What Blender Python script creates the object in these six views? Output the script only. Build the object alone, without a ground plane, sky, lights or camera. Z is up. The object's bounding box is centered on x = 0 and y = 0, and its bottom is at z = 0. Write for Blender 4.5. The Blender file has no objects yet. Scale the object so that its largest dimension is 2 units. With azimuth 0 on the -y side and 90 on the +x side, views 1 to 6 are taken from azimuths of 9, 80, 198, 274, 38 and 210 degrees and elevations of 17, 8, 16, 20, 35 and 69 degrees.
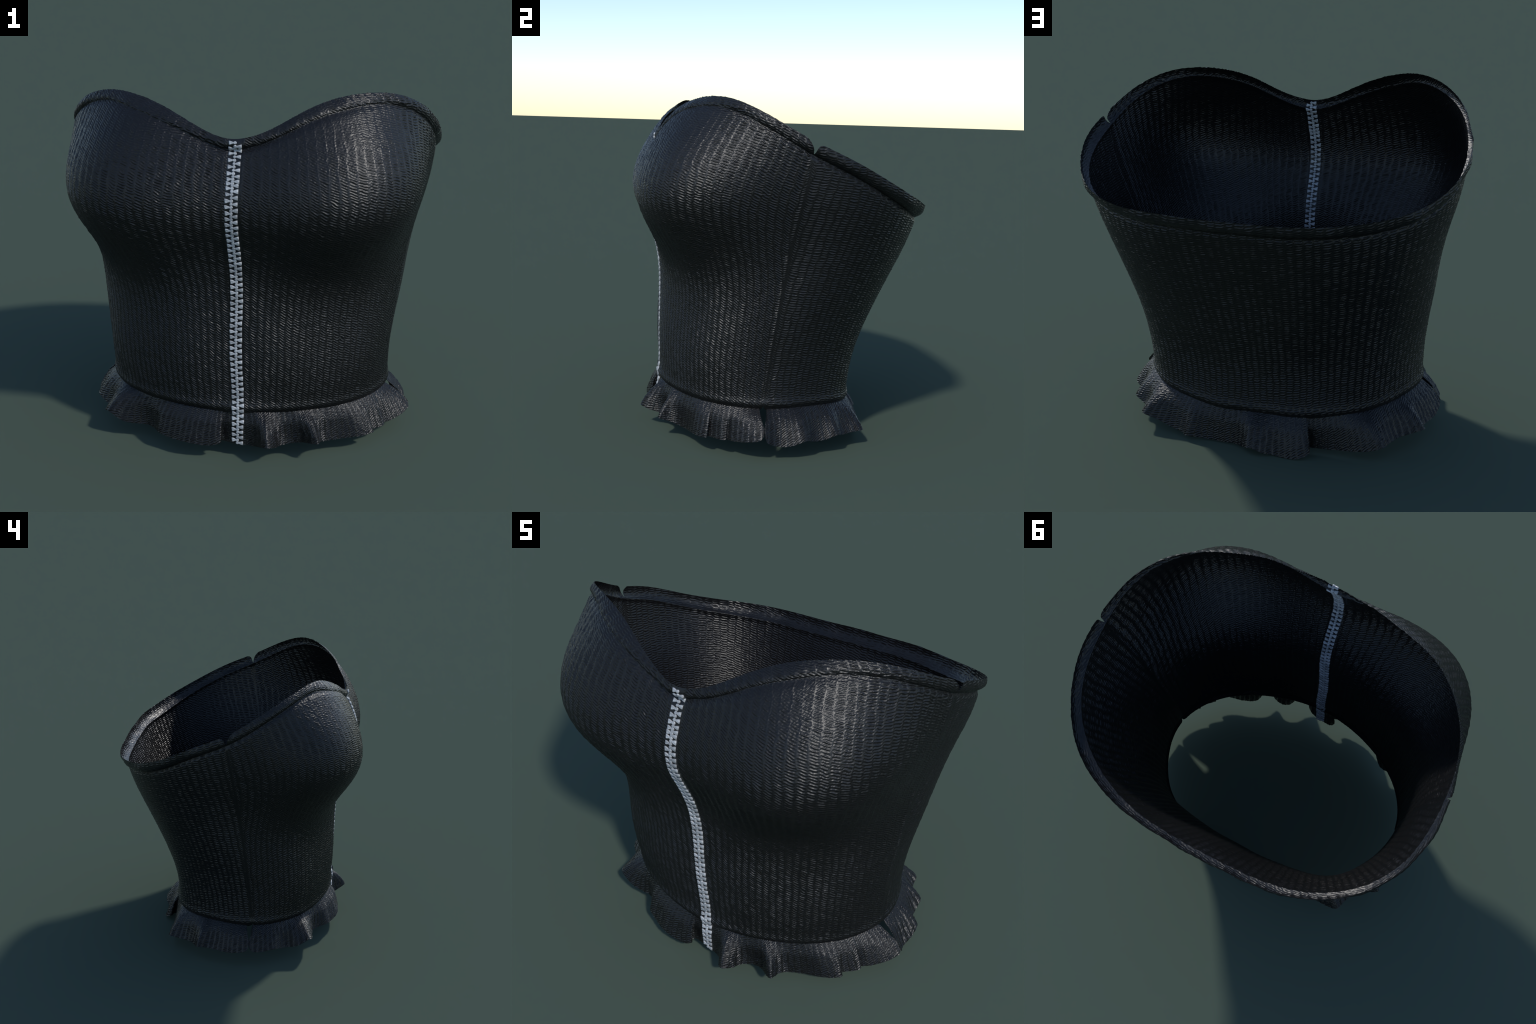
"""A dark knitted strapless corset top: ribbed bodice with a sweetheart
neckline, a rolled neckline trim split at both side seams, a chunky pale
front zipper and a gathered frill sewn under the hem."""
import bpy, bmesh, math
import numpy as np
from mathutils import Matrix, Vector

RNG = np.random.default_rng(7)
TAU = 2 * math.pi
AXIS_X, AXIS_Y = -0.003, -0.1                      # vertical axis the cross-sections are measured from

# ------------------------------------------------------------------ body loft
# Horizontal cross-sections from the hem upwards.  Each row holds the radius
# of the left/right symmetric section at equal angles, front centre -> back.
Z_LOW, Z_HIGH = 0.12, 1.98
SECTIONS = np.array([
    (0.578, 0.570, 0.561, 0.578, 0.622, 0.684, 0.749, 0.784, 0.761, 0.728, 0.687, 0.630, 0.585, 0.540, 0.522),
    (0.542, 0.548, 0.575, 0.609, 0.658, 0.709, 0.749, 0.775, 0.751, 0.730, 0.705, 0.616, 0.566, 0.530, 0.510),
    (0.541, 0.564, 0.601, 0.628, 0.684, 0.743, 0.763, 0.769, 0.769, 0.752, 0.734, 0.636, 0.572, 0.547, 0.527),
    (0.543, 0.565, 0.599, 0.627, 0.679, 0.742, 0.775, 0.794, 0.806, 0.787, 0.777, 0.709, 0.649, 0.612, 0.592),
    (0.546, 0.555, 0.582, 0.617, 0.668, 0.731, 0.779, 0.817, 0.853, 0.847, 0.838, 0.790, 0.727, 0.668, 0.646),
    (0.555, 0.557, 0.596, 0.646, 0.709, 0.757, 0.795, 0.826, 0.877, 0.909, 0.913, 0.874, 0.811, 0.744, 0.721),
    (0.597, 0.615, 0.682, 0.779, 0.850, 0.865, 0.858, 0.862, 0.905, 0.962, 0.988, 0.957, 0.894, 0.830, 0.803),
    (0.680, 0.709, 0.785, 0.895, 0.967, 0.970, 0.927, 0.912, 0.960, 1.034, 1.045, 1.006, 0.952, 0.915, 0.901),
    (0.651, 0.682, 0.765, 0.866, 0.956, 0.972, 0.948, 0.944, 0.995, 1.063, 1.079, 1.060, 1.035, 1.018, 1.014),
    (0.571, 0.591, 0.663, 0.772, 0.869, 0.893, 0.910, 0.949, 1.010, 1.068, 1.102, 1.115, 1.115, 1.113, 1.113),
    (0.488, 0.496, 0.538, 0.610, 0.698, 0.772, 0.847, 0.927, 1.006, 1.075, 1.130, 1.169, 1.193, 1.206, 1.209),
    (0.395, 0.397, 0.414, 0.458, 0.536, 0.646, 0.771, 0.891, 0.997, 1.086, 1.161, 1.224, 1.270, 1.297, 1.303),
]).T
# Neckline edge: radius and height round the body, front -> wearer's left -> back.
NECK_R = np.array([0.585, 0.594, 0.582, 0.605, 0.627, 0.691, 0.795, 0.913, 0.992, 1.063, 1.091, 1.091, 1.035, 0.974, 0.921,
                   0.908, 0.917, 0.973, 1.032, 1.069, 1.083, 1.059, 0.977, 0.915, 0.812, 0.702, 0.612, 0.571, 0.562, 0.564])
NECK_Z = np.array([1.663, 1.682, 1.734, 1.803, 1.845, 1.866, 1.862, 1.789, 1.663, 1.570, 1.454, 1.359, 1.307, 1.307, 1.292,
                   1.294, 1.286, 1.291, 1.310, 1.341, 1.415, 1.540, 1.618, 1.749, 1.838, 1.873, 1.844, 1.805, 1.757, 1.702])
LIP_BULGE = 0.015                  # how far the trim puffs outwards
ZIP_X, ZIP_HALF = 0.022, 0.034     # zipper line and half width of its tape
HEM_TUCK = 0.008                   # how far the hem curls in above the frill
COL_PITCH, ROW_PITCH = 0.0375, 0.0132


def spline_weights(t):
    return ((1 - t) ** 3 / 6, (3 * t ** 3 - 6 * t * t + 4) / 6, (-3 * t ** 3 + 3 * t * t + 3 * t + 1) / 6, t ** 3 / 6)


def fold(th):
    """angle -> 0 (front) .. pi (back)"""
    return np.abs((th + math.pi) % TAU - math.pi)


def body_radius(th, z):
    n, m = SECTIONS.shape
    a = fold(th) / math.pi * (n - 1)
    b = np.clip((z - Z_LOW) / (Z_HIGH - Z_LOW) * (m - 1), 0, m - 1)
    i = np.minimum(np.floor(a).astype(int), n - 2)
    j = np.minimum(np.floor(b).astype(int), m - 2)
    wa, wb = spline_weights(a - i), spline_weights(b - j)
    out = np.zeros(np.broadcast(a, b).shape)

    def at(ii, jj):
        ii = np.abs(ii)
        ii = np.where(ii > n - 1, 2 * (n - 1) - ii, ii)
        lo, hi = jj < 0, jj > m - 1
        jc = np.clip(jj, 0, m - 1)
        v = SECTIONS[ii, jc]
        v = np.where(lo, 2 * SECTIONS[ii, 0] - SECTIONS[ii, 1], v)
        return np.where(hi, 2 * SECTIONS[ii, m - 1] - SECTIONS[ii, m - 2], v)

    for k in range(4):
        for l in range(4):
            out = out + wa[k] * wb[l] * at(i + k - 1, j + l - 1)
    return out


def ring_spline(ctrl, th):
    n = len(ctrl)
    x = (th % TAU) / TAU * n
    i = np.floor(x).astype(int)
    return sum(w * ctrl[(i + k - 1) % n] for k, w in enumerate(spline_weights(x - i)))


def smooth(x):
    x = np.clip(x, 0, 1)
    return x * x * (3 - 2 * x)


def hem_height(th):
    return 0.25 - 0.070 * smooth((fold(th) - 1.7) / 1.2)


def neck_height(th):
    return ring_spline(NECK_Z, th) + 0.004 * smooth((fold(th) - 2.0) / 0.5)


def lip_height(th):
    """height of the neckline trim: narrow over the cups, wider at the back"""
    return 0.050 + 0.016 * smooth((fold(th) - 1.0) / 0.6)


def seam_angle(z):
    """side seam: leans back on its way up to the notch in the neckline"""
    return np.radians(86.3 + 11.2 * (z - 0.25) / 1.33)


def corner(d, r):
    """height (0..1) of a rounded cloth corner at distance d from its edge"""
    q = np.clip(1 - d / r, 0, 1)
    return np.sqrt(np.maximum(1 - q * q, 0))


# ------------------------------------------------------------------ small noise
_PERM = RNG.random((64, 64))


def value_noise(x, y):
    i, j = np.floor(x).astype(int), np.floor(y).astype(int)
    fx, fy = smooth(x - i), smooth(y - j)
    g = lambda a, b: _PERM[a % 64, b % 64]
    return (g(i, j) * (1 - fx) + g(i + 1, j) * fx) * (1 - fy) + (g(i, j + 1) * (1 - fx) + g(i + 1, j + 1) * fx) * fy - 0.5


def knit_relief(u, v, slant, chevron=0.0):
    """Ribbed knit: columns of slanted stitches with a thin cord in each gutter.
    u counts columns, v counts rows."""
    u = u + 0.26 * value_noise(u * 0.9 + 7, v * 0.28) + 0.05 * value_noise(u * 2.3, v * 1.1)
    col = np.floor(u)
    a = u - col
    wob = _PERM[(col * 7).astype(int) % 64, 5] - 0.5
    slope = slant * (1 - 2 * chevron * (col.astype(int) % 2))
    ph = v + slope * (a - 0.58) - 0.09 * np.sin(TAU * a) + 0.6 * wob + 0.50 * value_noise(u * 1.3 + 3, v * 0.45 + 9) + 0.22 * value_noise(u * 3.1, v * 1.3 + 17)
    row = np.floor(ph + 0.5)
    size = 0.50 + 0.50 * _PERM[col.astype(int) % 64, row.astype(int) % 64]
    env = np.sin(math.pi * np.clip((a - 0.16) / 0.84, 0, 1)) ** 0.5
    ridge = (0.5 + 0.5 * np.cos(TAU * ph)) ** 2.2
    gutter = 0.32 * (1 - env) + 0.22 * np.exp(-((a - 0.06) / 0.045) ** 2) * (0.7 + 0.6 * value_noise(u * 0.7, v * 2.1))
    grain = 0.32 * value_noise(u * 8.3, v * 2.6) + 0.10 * value_noise(u * 3.7 + 31, v * 1.7 + 5)
    return size * env * ridge + gutter + grain


# ------------------------------------------------------------------ materials
def node_material(name):
    m = bpy.data.materials.new(name)
    m.use_nodes = True
    nt = m.node_tree
    return m, nt, nt.nodes["Principled BSDF"]


def make_fabric(name, base, dark):
    m, nt, bsdf = node_material(name)
    co = nt.nodes.new("ShaderNodeTexCoord")
    big = nt.nodes.new("ShaderNodeTexNoise")
    big.inputs["Scale"].default_value = 5.0
    big.inputs["Detail"].default_value = 4.0
    fine = nt.nodes.new("ShaderNodeTexNoise")
    fine.inputs["Scale"].default_value = 230.0
    fine.inputs["Detail"].default_value = 3.0
    nt.links.new(co.outputs["Object"], big.inputs["Vector"])
    nt.links.new(co.outputs["Object"], fine.inputs["Vector"])
    ramp = nt.nodes.new("ShaderNodeValToRGB")
    ramp.color_ramp.elements[0].position = 0.3
    ramp.color_ramp.elements[0].color = (*dark, 1)
    ramp.color_ramp.elements[1].position = 0.7
    ramp.color_ramp.elements[1].color = (*base, 1)
    mix = nt.nodes.new("ShaderNodeMath")
    mix.operation = "MULTIPLY_ADD"
    mix.inputs[1].default_value = 0.5
    nt.links.new(fine.outputs["Fac"], mix.inputs[0])
    half = nt.nodes.new("ShaderNodeMath")
    half.operation = "MULTIPLY"
    half.inputs[1].default_value = 0.5
    nt.links.new(big.outputs["Fac"], half.inputs[0])
    nt.links.new(half.outputs[0], mix.inputs[2])
    nt.links.new(mix.outputs[0], ramp.inputs["Fac"])
    nt.links.new(ramp.outputs["Color"], bsdf.inputs["Base Color"])
    rough = nt.nodes.new("ShaderNodeMapRange")
    rough.inputs["To Min"].default_value = 0.28
    rough.inputs["To Max"].default_value = 0.47
    nt.links.new(fine.outputs["Fac"], rough.inputs["Value"])
    nt.links.new(rough.outputs["Result"], bsdf.inputs["Roughness"])
    bump = nt.nodes.new("ShaderNodeBump")
    bump.inputs["Strength"].default_value = 0.3
    bump.inputs["Distance"].default_value = 0.0015
    nt.links.new(fine.outputs["Fac"], bump.inputs["Height"])
    nt.links.new(bump.outputs["Normal"], bsdf.inputs["Normal"])
    bsdf.inputs["Specular IOR Level"].default_value = 0.42
    return m


def make_tooth_material():
    m, nt, bsdf = node_material("pale_zipper_enamel")
    co = nt.nodes.new("ShaderNodeTexCoord")
    noise = nt.nodes.new("ShaderNodeTexNoise")
    noise.inputs["Scale"].default_value = 150.0
    noise.inputs["Detail"].default_value = 3.0
    nt.links.new(co.outputs["Object"], noise.inputs["Vector"])
    info = nt.nodes.new("ShaderNodeObjectInfo")
    add = nt.nodes.new("ShaderNodeMath")
    add.operation = "MULTIPLY_ADD"
    add.inputs[1].default_value = 0.35
    nt.links.new(info.outputs["Random"], add.inputs[0])
    nt.links.new(noise.outputs["Fac"], add.inputs[2])
    ramp = nt.nodes.new("ShaderNodeValToRGB")
    ramp.color_ramp.elements[0].position = 0.35
    ramp.color_ramp.elements[0].color = (0.16, 0.175, 0.19, 1)
    ramp.color_ramp.elements[1].position = 0.95
    ramp.color_ramp.elements[1].color = (0.52, 0.54, 0.57, 1)
    nt.links.new(add.outputs[0], ramp.inputs["Fac"])
    nt.links.new(ramp.outputs["Color"], bsdf.inputs["Base Color"])
    bsdf.inputs["Roughness"].default_value = 0.38
    bump = nt.nodes.new("ShaderNodeBump")
    bump.inputs["Strength"].default_value = 0.5
    bump.inputs["Distance"].default_value = 0.002
    nt.links.new(noise.outputs["Fac"], bump.inputs["Height"])
    nt.links.new(bump.outputs["Normal"], bsdf.inputs["Normal"])
    return m


FABRIC = make_fabric("black_knit", (0.0072, 0.0074, 0.0084), (0.0040, 0.0041, 0.0047))
TAPE = make_fabric("zipper_tape_cloth", (0.008, 0.008, 0.010), (0.005, 0.005, 0.006))
TOOTH = make_tooth_material()

# ------------------------------------------------------------------ object helpers
ROOT = bpy.data.objects.new("corset_top", None)
ROOT["label"] = "black knitted strapless corset top with front zipper and frill"
ROOT["category"] = "clothing"
bpy.context.scene.collection.objects.link(ROOT)


def grid_normals(P):
    du, dv = np.gradient(P, axis=1), np.gradient(P, axis=0)
    n = np.cross(du, dv)
    return n / np.maximum(np.linalg.norm(n, axis=-1, keepdims=True), 1e-12)


def grid_object(name, P, N, material, parent):
    """mesh from a (rows, columns, 3) array, smooth shaded with given normals"""
    r, c = P.shape[:2]
    me = bpy.data.meshes.new(name)
    me.vertices.add(r * c)
    me.vertices.foreach_set("co", P.astype(np.float32).ravel())
    idx = np.arange(r * c).reshape(r, c)
    q = np.stack([idx[:-1, :-1], idx[:-1, 1:], idx[1:, 1:], idx[1:, :-1]], -1).reshape(-1, 4)
    me.loops.add(q.size)
    me.loops.foreach_set("vertex_index", q.ravel().astype(np.int32))
    me.polygons.add(len(q))
    me.polygons.foreach_set("loop_start", np.arange(0, q.size, 4, dtype=np.int32))
    me.polygons.foreach_set("use_smooth", np.ones(len(q), dtype=bool))
    me.update(calc_edges=True)
    me.validate()
    if N is not None:
        me.normals_split_custom_set_from_vertices(N.reshape(-1, 3).astype(np.float32))
    me.materials.append(material)
    ob = bpy.data.objects.new(name, me)
    ob.parent = parent
    bpy.context.scene.collection.objects.link(ob)
    return ob


# ------------------------------------------------------------------ bodice grid
FINE = np.linspace(-math.pi, math.pi, 3601)      # angle samples round a row
BODY_ROWS, LIP_ROWS = 620, 34
FRONT_COLS, BACK_COLS, TAPE_COLS = 390, 660, 20


def body_row(th, t):
    """point on the undecorated wall at angle th, fraction t between hem and trim"""
    zh = hem_height(th)
    zc = neck_height(th) - lip_height(th)
    z = zh + t * (zc - zh)
    q = (z - zh) / 0.045
    r = body_radius(th, np.maximum(z, Z_LOW))
    r = r - HEM_TUCK * np.clip(1 - q, 0, 1) ** 2.2 + 0.007 * np.exp(-((q - 0.75) / 0.5) ** 2)
    # a little groove where the trim is sewn on
    r = r - 0.010 * np.exp(-((zc - z) / 0.018) ** 2)
    return r, z


def lip_row(th, s):
    zt, rt = neck_height(th), ring_spline(NECK_R, th) - 0.007 * smooth((fold(th) - 1.0) / 0.5)
    zc = zt - lip_height(th)
    rc = body_radius(th, zc) - 0.010
    dr, dz = rt - rc, zt - zc
    ln = np.hypot(dr, dz)
    nr, nz = 0.5 + 0.5 * dz / ln, -0.35 * dr / ln
    b = LIP_BULGE * (0.85 + 0.5 * smooth((fold(th) - 1.2) / 0.8)) * np.sin(math.pi * np.clip(s, 0, 1) ** 0.75) * (1 + 0.3 * np.sin(th * 23) * np.sin(th * 9))
    return rc + dr * s + nr * b, zc + dz * s + nz * b


def to_xyz(th, r, z):
    return np.stack([AXIS_X + r * np.sin(th), AXIS_Y - r * np.cos(th), z], -1)


def column_angles(t):
    """angles of all grid columns in body row t: tape, front, back, front; uniform
    arc length inside each segment, borders on the tape edges and side seams"""
    r, z = body_row(FINE, t)
    P = to_xyz(FINE, r, z)
    arc = np.concatenate([[0], np.cumsum(np.linalg.norm(np.diff(P, axis=0), axis=1))])
    x = AXIS_X + r * np.sin(FINE)
    front = np.abs(FINE) < 0.6
    zx = ZIP_X + 0.006 * float(smooth((np.interp(0.0, FINE, z) - 0.9) / 0.4))   # drifts over the bust
    tape_r = np.interp(zx + ZIP_HALF, x[front], FINE[front])
    tape_l = np.interp(zx - ZIP_HALF, x[front], FINE[front])
    sr, sl = 1.6, -1.6
    for _ in range(8):
        sr = float(seam_angle(np.interp(sr, FINE, z)))
        sl = -float(seam_angle(np.interp(sl, FINE, z)))
    A = lambda a: np.interp(a, FINE, arc)
    total = arc[-1]
    segs = [(A(tape_l), A(tape_r), TAPE_COLS), (A(tape_r), A(sr), FRONT_COLS),
            (A(sr), A(sl) + total, BACK_COLS), (A(sl) + total, A(tape_l) + total, FRONT_COLS)]
    th, dist, seam = [], [], []
    zip_arc, back_arc = A(np.interp(zx, x[front], FINE[front])), total
    for k, (a, b, n) in enumerate(segs):
        s = np.linspace(a, b, n + 1)
        ang = np.interp(s % total, arc, FINE)
        if k == 2:
            ang = np.where(ang < 0, ang + TAU, ang)
            dist.append(s - back_arc)
        elif k == 3:
            dist.append(s - total - zip_arc)
        else:
            dist.append(s - zip_arc)
        th.append(ang)
        d = np.full(n + 1, 1.0)
        if k == 1:
            d = b - s
        elif k == 2:
            d = np.minimum(s - a, b - s)
        elif k == 3:
            d = s - a
        seam.append(d)
    return th, dist, seam


ROWS_T = np.linspace(0, 1, BODY_ROWS + 1)
SEG_TH = [[], [], [], []]
SEG_D = [[], [], [], []]
SEG_S = [[], [], [], []]
for t in ROWS_T:
    th, dist, seam = column_angles(float(t))
    for k in range(4):
        SEG_TH[k].append(th[k]); SEG_D[k].append(dist[k]); SEG_S[k].append(seam[k])


def build_segment(k):
    th = np.array(SEG_TH[k]); dist = np.array(SEG_D[k]); seam = np.array(SEG_S[k])
    t = ROWS_T[:, None] * np.ones_like(th)
    # rounded lower corners at the side slits
    zh = hem_height(th)
    zc = neck_height(th) - lip_height(th)
    r, z = body_row(th, t)
    lift = 0.026 * (1 - corner(seam, 0.026))
    near = np.clip(1 - (z - zh) / 0.12, 0, 1)
    t2 = t + lift * near / (zc - zh)
    r, z = body_row(th, t2)
    body = to_xyz(th, r, z)
    s = np.linspace(0, 1, LIP_ROWS + 1)[1:, None]
    f = np.maximum(corner(np.maximum(seam[-1] - 0.003, 0), 0.052), 0.04)[None, :]
    thl = np.repeat(th[-1:], LIP_ROWS, 0)
    r, z = lip_row(thl, s * f)
    P = np.concatenate([body, to_xyz(thl, r, z)], 0)
    dist = np.concatenate([dist, np.repeat(dist[-1:], LIP_ROWS, 0)], 0)
    step = np.linalg.norm(np.diff(P, axis=0), axis=-1)
    v = np.concatenate([np.zeros((1, P.shape[1])), np.cumsum(step, 0)], 0)
    seam = np.concatenate([seam, np.repeat(seam[-1:], LIP_ROWS, 0)], 0)
    return P, dist, v, seam


WALL = [build_segment(k) for k in range(4)]


def relief_for(k, dist, v, seam):
    # ribs fan out with the width of the panel
    width = np.ptp(dist, axis=1)[:, None]
    u = dist / COL_PITCH * (width[int(0.45 * BODY_ROWS)] / width) ** 0.8
    w = v / ROW_PITCH
    if k == 2:
        h = knit_relief(u + 40.5, w, -0.50 - 0.35 * np.tanh(dist / 0.5))
    else:
        h = knit_relief(u + 90.2, w, 1.45 - 0.50 * np.exp(-((dist - 0.62) / 0.25) ** 2))
    edge = 1.0
    if k != 2:
        edge = smooth((np.abs(dist) - ZIP_HALF + 0.004) / 0.010)
    near = smooth(seam / 0.014)
    return (0.3 + (h - 0.3) * near) * edge


FULL = np.concatenate([WALL[0][0][:, :-1], WALL[1][0][:, :-1], WALL[2][0][:, :-1], WALL[3][0][:, :-1]], 1)
PAD = 3
wrap = np.concatenate([FULL[:, -PAD:], FULL, FULL[:, :PAD]], 1)
NRM = grid_normals(wrap)[:, PAD:-PAD]
STRENGTH = (0.0, 1.0, 0.78, 1.0)          # the back panel is knitted a little flatter
REL = np.concatenate([STRENGTH[k] * relief_for(k, WALL[k][1], WALL[k][2], WALL[k][3])[:, :-1] for k in range(4)], 1)
row_index = np.arange(FULL.shape[0])
fade = np.where(row_index > BODY_ROWS, 0.95, 1.0)[:, None]
fade = fade * (0.55 + 0.45 * smooth((row_index[:, None] - 2) / 22))
HEIGHT = 0.0050
DISP = FULL + NRM * (HEIGHT * (REL - 0.35) * fade)[..., None]
wrap = np.concatenate([DISP[:, -PAD:], DISP, DISP[:, :PAD]], 1)
DN = grid_normals(wrap)[:, PAD:-PAD]

c0 = 0
c1 = TAPE_COLS
c2 = c1 + FRONT_COLS
c3 = c2 + BACK_COLS
c4 = c3 + FRONT_COLS
ring = lambda A, a, b: np.concatenate([A, A[:, :1]], 1)[:, a:b + 1]
B = BODY_ROWS


def add_wall(name, a, b, r0, r1, mat, parent):
    return grid_object(name, ring(DISP, a, b)[r0:r1 + 1], ring(DN, a, b)[r0:r1 + 1], mat, parent)


TOP = B + LIP_ROWS
add_wall("front_panel", c1, c2, 0, B, FABRIC, ROOT)
add_wall("front_panel.001", c3, c4, 0, B, FABRIC, ROOT)
add_wall("back_panel", c2, c3, 0, B, FABRIC, ROOT)
add_wall("neckline_trim", c1, c2, B, TOP, FABRIC, ROOT)
add_wall("neckline_trim.001", c3, c4, B, TOP, FABRIC, ROOT)
add_wall("neckline_trim.002", c2, c3, B, TOP, FABRIC, ROOT)
ZIPPER = bpy.data.objects.new("zipper", None)
ZIPPER.parent = ROOT
bpy.context.scene.collection.objects.link(ZIPPER)
add_wall("zipper_tape", c0, c1, 0, TOP, TAPE, ZIPPER)

# ------------------------------------------------------------------ frill
# Fold by fold round the hem: (angle in degrees, how far the lower edge stands
# out from the waist, height of the lower edge).  Where the angle steps back,
# the cloth doubles over itself.
FRONT_FOLDS = [
    (-87.9, 0.102, 0.130), (-84, 0.097, 0.116), (-78, 0.102, 0.128), (-70, 0.062, 0.100), (-65, 0.112, 0.118), (-59, 0.136, 0.150), (-55, 0.092, 0.104),
    (-48, 0.012, 0.092), (-42, 0.025, 0.094), (-37, 0.061, 0.102), (-31, 0.064, 0.092), (-21, 0.075, 0.094), (-13, 0.062, 0.086), (-7, 0.052, 0.094),
    (-5.0, 0.036, 0.100), (-7.5, 0.012, 0.096), (-6, -0.006, 0.090), (0, -0.006, 0.080), (5, 0.000, 0.078), (11, 0.029, 0.086), (16.5, 0.124, 0.124), (20, 0.092, 0.108),
    (24, 0.031, 0.090), (29, 0.017, 0.090), (33, 0.035, 0.100), (37.5, 0.117, 0.120), (40.5, 0.066, 0.103), (44, 0.029, 0.086), (52, 0.031, 0.084),
    (59, 0.073, 0.092), (63.5, 0.084, 0.094), (65.3, 0.074, 0.095), (64.4, 0.056, 0.096), (66.5, 0.056, 0.095),
    (71.3, 0.068, 0.094), (73.0, 0.060, 0.095), (72.5, 0.048, 0.096), (74.5, 0.064, 0.096),
    (77, 0.081, 0.100), (81, 0.107, 0.112), (84, 0.123, 0.124), (86.2, 0.130, 0.132)]
BACK_FOLDS = [
    (86.4, 0.120, 0.118), (91, 0.085, 0.085), (96, 0.095, 0.085), (101, 0.112, 0.110), (106, 0.075, 0.085), (110, 0.085, 0.088), (115, 0.115, 0.110),
    (120, 0.080, 0.085), (124, 0.100, 0.090), (129, 0.142, 0.092), (133, 0.100, 0.070), (138, 0.070, 0.040), (143, 0.065, 0.030), (147, 0.080, 0.025),
    (151, 0.045, 0.015), (157, 0.028, 0.012), (163, 0.030, 0.012), (169, 0.036, 0.016), (174, 0.070, 0.024), (178, 0.109, 0.040), (181.5, 0.114, 0.042), (186, 0.105, 0.020), (190, 0.080, 0.008),
    (196, 0.085, 0.001), (202, 0.090, 0.006), (206.5, 0.075, 0.026), (208, 0.045, 0.034), (205.5, 0.020, 0.036), (206.5, -0.002, 0.032),
    (211, 0.000, 0.030), (217, 0.020, 0.034), (223, 0.055, 0.042), (229, 0.115, 0.062), (232, 0.145, 0.087), (236, 0.110, 0.084), (242, 0.083, 0.087),
    (247, 0.113, 0.100), (250, 0.148, 0.117), (253, 0.103, 0.102), (258, 0.093, 0.100), (264, 0.098, 0.102), (268, 0.098, 0.112), (272.1, 0.103, 0.127)]
FRILL_ROWS = 60


def catmull(points, n):
    p = np.array(points, float)
    chord = np.concatenate([[0], np.cumsum(np.hypot(np.diff(np.radians(p[:, 0])) * 0.75, np.diff(p[:, 1])) + 1e-4)])
    x = np.linspace(0, chord[-1], n)
    i = np.clip(np.searchsorted(chord, x, side="right") - 1, 0, len(p) - 2)
    h = (chord[i + 1] - chord[i])[:, None]
    m = np.zeros_like(p)
    d = np.diff(p, axis=0) / np.diff(chord)[:, None]
    m[1:-1] = 0.5 * (d[:-1] + d[1:])
    m[0], m[-1] = d[0], d[-1]
    t = ((x - chord[i])[:, None]) / h
    return ((2 * t ** 3 - 3 * t ** 2 + 1) * p[i] + (t ** 3 - 2 * t ** 2 + t) * h * m[i]
            + (-2 * t ** 3 + 3 * t ** 2) * p[i + 1] + (t ** 3 - t ** 2) * h * m[i + 1])


def frill_sheet(folds, cols):
    f = catmull(folds, cols)
    k = np.exp(-0.5 * (np.arange(-12, 13) / 3.2) ** 2)
    k /= k.sum()
    soft = np.stack([np.convolve(np.pad(f[:, i], 12, mode="reflect", reflect_type="odd"), k, "valid") for i in range(3)], 1)
    f = soft
    th_low = np.radians(f[:, 0])
    out, zb = f[:, 1], f[:, 2]
    # top edge is gathered evenly onto the hem
    order = np.maximum.accumulate(f[:, 0])
    th_top = np.radians(0.35 * order + 0.65 * np.convolve(np.pad(order, 30, mode="edge"), np.ones(61) / 61, "valid"))
    s = np.linspace(0, 1, FRILL_ROWS)[:, None]
    th = th_top + (th_low - th_top) * smooth(s * 1.3)
    zt = hem_height(th_top) + 0.012
    rt = body_radius(th, np.maximum(zt, Z_LOW)) - HEM_TUCK - 0.001
    mean = np.convolve(np.pad(out, 40, mode="edge"), np.ones(81) / 81, "valid")
    # rounded corners at both ends
    low = to_xyz(th_low, rt[-1] + out, zb)
    arc = np.concatenate([[0], np.cumsum(np.linalg.norm(np.diff(low, axis=0), axis=1))])
    end = np.minimum(arc, arc[-1] - arc)
    len_ = zt - zb
    cut_top = 0.024 * (1 - corner(end, 0.024))
    cut_low = 0.034 * (1 - corner(end, 0.034))
    sz = (cut_top + s * (len_ - cut_top - cut_low)) / len_
    z = zt - len_ * sz
    o = mean * sz ** 0.75 + (out - mean) * smooth(sz * 1.15) + (HEM_TUCK + 0.007) * smooth(sz * 2.4)
    P = to_xyz(th, rt + o, z)
    mid = FRILL_ROWS // 2
    au = np.concatenate([[0], np.cumsum(np.linalg.norm(np.diff(P[mid], axis=0), axis=1))])
    av = np.concatenate([np.zeros((1, cols)), np.cumsum(np.linalg.norm(np.diff(P, axis=0), axis=-1), 0)], 0)
    u = np.repeat(au[None], FRILL_ROWS, 0) / 0.032
    h = knit_relief(u + 11.3, av / 0.0125, 1.4, chevron=0.15)
    flat = smooth((np.abs(P[..., 0] - ZIP_X) - ZIP_HALF + 0.004) / 0.008)
    flat = np.where(P[..., 1] < -0.4, flat, 1.0)
    N = grid_normals(P)
    N = -N if np.mean(N[mid, :, 0] * P[mid, :, 0]) < 0 else N
    D = P + N * (0.0062 * (h - 0.35) * flat * (0.7 + 0.3 * smooth(s * 4)))[..., None]
    DNn = grid_normals(D)
    return P, D, DNn


def frill_object(name, folds, cols):
    P, D, N = frill_sheet(folds, cols)
    # run rows upwards so faces look outwards
    return P, grid_object(name, D[::-1], -N[::-1], FABRIC, ROOT)


FP, _ = frill_object("hem_frill", FRONT_FOLDS, 960)
BP, _ = frill_object("hem_frill.001", BACK_FOLDS, 960)

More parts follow.
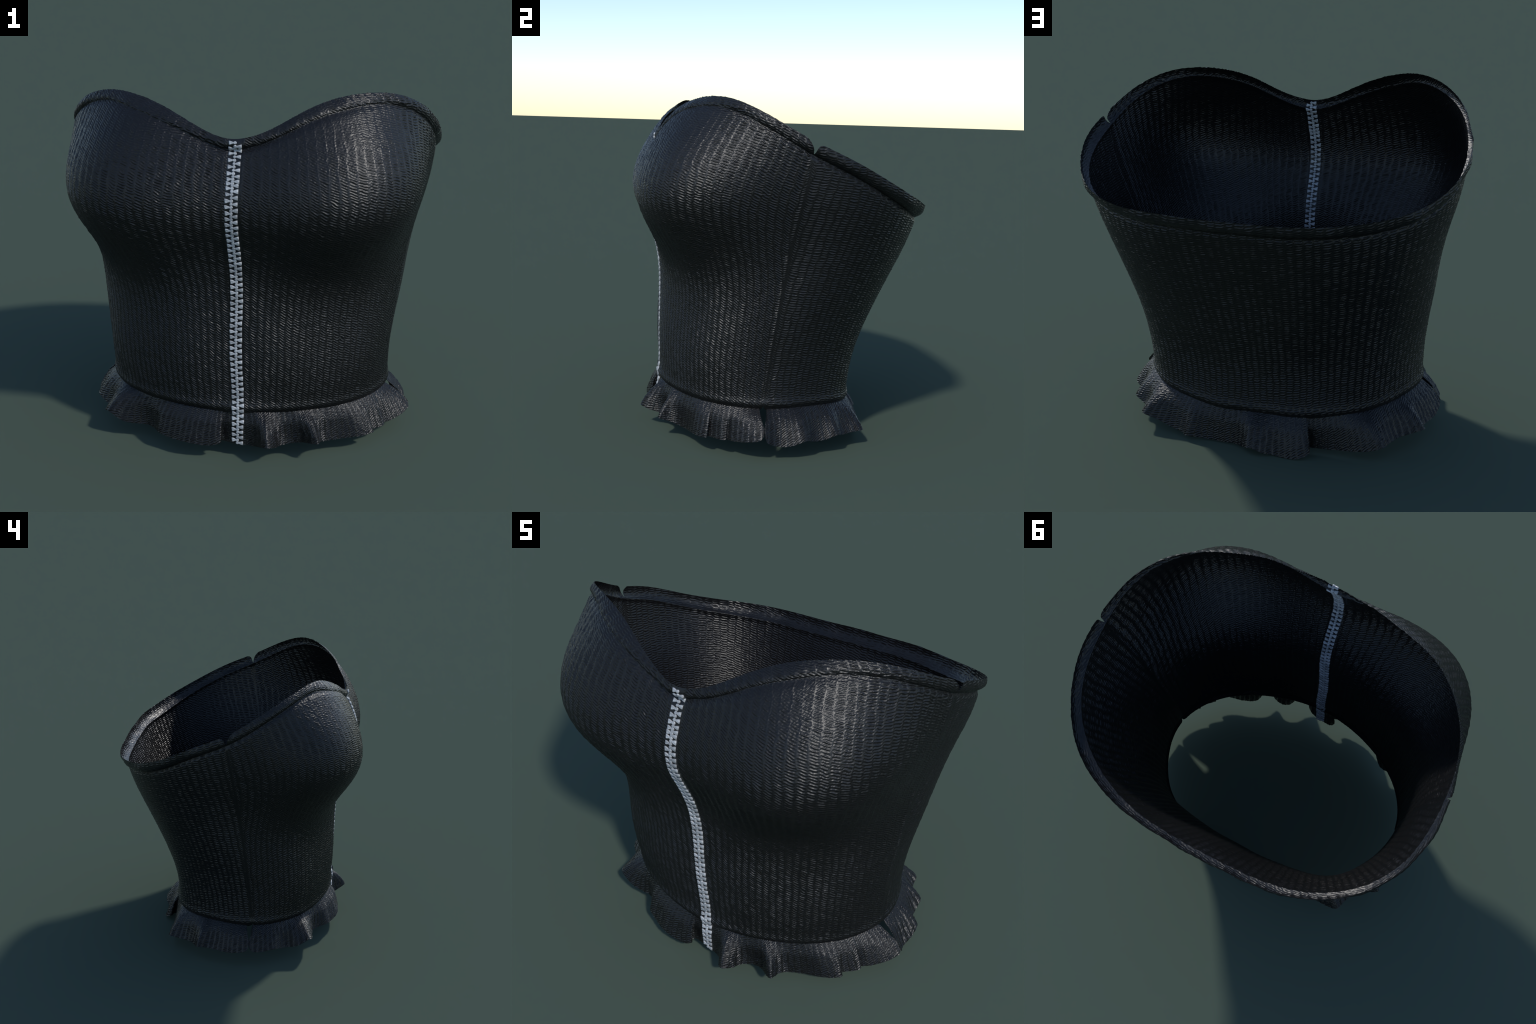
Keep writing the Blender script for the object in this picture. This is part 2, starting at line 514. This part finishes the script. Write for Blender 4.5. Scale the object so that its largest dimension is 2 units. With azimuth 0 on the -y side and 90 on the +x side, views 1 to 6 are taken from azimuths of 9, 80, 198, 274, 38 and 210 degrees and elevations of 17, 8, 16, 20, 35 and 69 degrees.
# ------------------------------------------------------------------ zipper teeth
def tooth_mesh():
    """flared tail, narrow neck and round head, lying in x (outwards) / y"""
    outline = [(0.0315, -0.0108), (0.0315, 0.0108), (0.022, 0.0090), (0.0135, 0.0056), (0.008, 0.0042)]
    head = [(0.0 + 0.0078 * math.cos(a), 0.0078 * math.sin(a)) for a in np.linspace(math.radians(35), math.radians(325), 11)]
    outline = outline + head + [(x, -y) for x, y in outline[:1:-1]]
    bm = bmesh.new()
    layers = [(-0.0075, 0.72), (-0.0055, 1.0), (0.0045, 1.0), (0.0072, 0.74)]
    cx = 0.014
    rings = [[bm.verts.new((cx + (x - cx) * (k if x > 0.02 else 1 - (1 - k) * 0.5), y * k, z)) for x, y in outline] for z, k in layers]
    n = len(outline)
    for a, b in zip(rings[:-1], rings[1:]):
        for i in range(n):
            bm.faces.new((a[i], a[(i + 1) % n], b[(i + 1) % n], b[i]))
    bm.faces.new(rings[-1])
    bm.faces.new(rings[0][::-1])
    bmesh.ops.recalc_face_normals(bm, faces=bm.faces)
    for f in bm.faces:
        f.smooth = len(f.verts) == 4
    me = bpy.data.meshes.new("zipper_tooth")
    bm.to_mesh(me)
    bm.free()
    me.materials.append(TOOTH)
    return me


mid = (c0 + c1) // 2
path = DISP[:, mid]
pn = DN[:, mid]
fcol = int(np.argmin(np.abs(FP[FRILL_ROWS // 2, :, 0] - ZIP_X) + 10 * (FP[FRILL_ROWS // 2, :, 1] > -0.4)))
fpath = FP[:, fcol]
fn = grid_normals(FP)[:, fcol]
fn = fn if fn[5, 1] < 0 else -fn


def run_teeth(path, normal, mesh, pitch, start, first):
    arc = np.concatenate([[0], np.cumsum(np.linalg.norm(np.diff(path, axis=0), axis=1))])
    made, a, i = 0, start, 0
    while a < arc[-1] - 0.007:
        height = np.interp(a, arc, path[:, 2])
        # teeth crowd where the tape bends over the bust, and spread above it
        a += pitch / 2 * (1 + 0.12 * smooth((height - 1.5) / 0.1) - 0.38 * math.exp(-((height - 1.47) / 0.022) ** 2)) + 0.0012 * (RNG.random() - 0.5)
        i += 1
        if a > arc[-1] - 0.007:
            break
        pos = np.array([np.interp(a, arc, path[:, k]) for k in range(3)])
        e = 0.012
        tan = np.array([np.interp(a + e, arc, path[:, k]) - np.interp(a - e, arc, path[:, k]) for k in range(3)])
        nrm = np.array([np.interp(a, arc, normal[:, k]) for k in range(3)])
        tan = Vector(tan).normalized()
        if tan.z < 0:
            tan = -tan
        nrm = Vector(nrm)
        nrm = (nrm - tan * nrm.dot(tan)).normalized()
        side = tan.cross(nrm).normalized()          # towards +x when seen from outside
        if side.x < 0:
            side = -side
        sgn = 1 if (i + first) % 2 else -1
        X, Z = side * sgn, nrm
        Y = Z.cross(X)
        wob = 1 + 0.10 * (RNG.random() - 0.5)
        M = Matrix((X * wob, Y * (1 + 0.2 * (RNG.random() - 0.5)), Z)).transposed().to_4x4()
        shift = 0.004 * math.sin(a * 9.0) - 0.0015
        M.translation = Vector(pos) + side * shift - X * 0.0005
        ob = bpy.data.objects.new("zipper_tooth", mesh)
        ob.parent = ZIPPER
        ob.matrix_world = M
        bpy.context.scene.collection.objects.link(ob)
        made += 1
    return made


TOOTH_MESH = tooth_mesh()
keep = path[:, 2] > hem_height(np.zeros(1))[0] + 0.022
low = fpath[:, 2] < hem_height(np.zeros(1))[0] - 0.018
run_path = np.concatenate([fpath[low][::-1], path[keep]], 0)
run_normal = np.concatenate([fn[low][::-1], pn[keep]], 0)
made = run_teeth(run_path, run_normal, TOOTH_MESH, 0.0300, -0.006, 0)
print("teeth", made, "wall", DISP.shape)
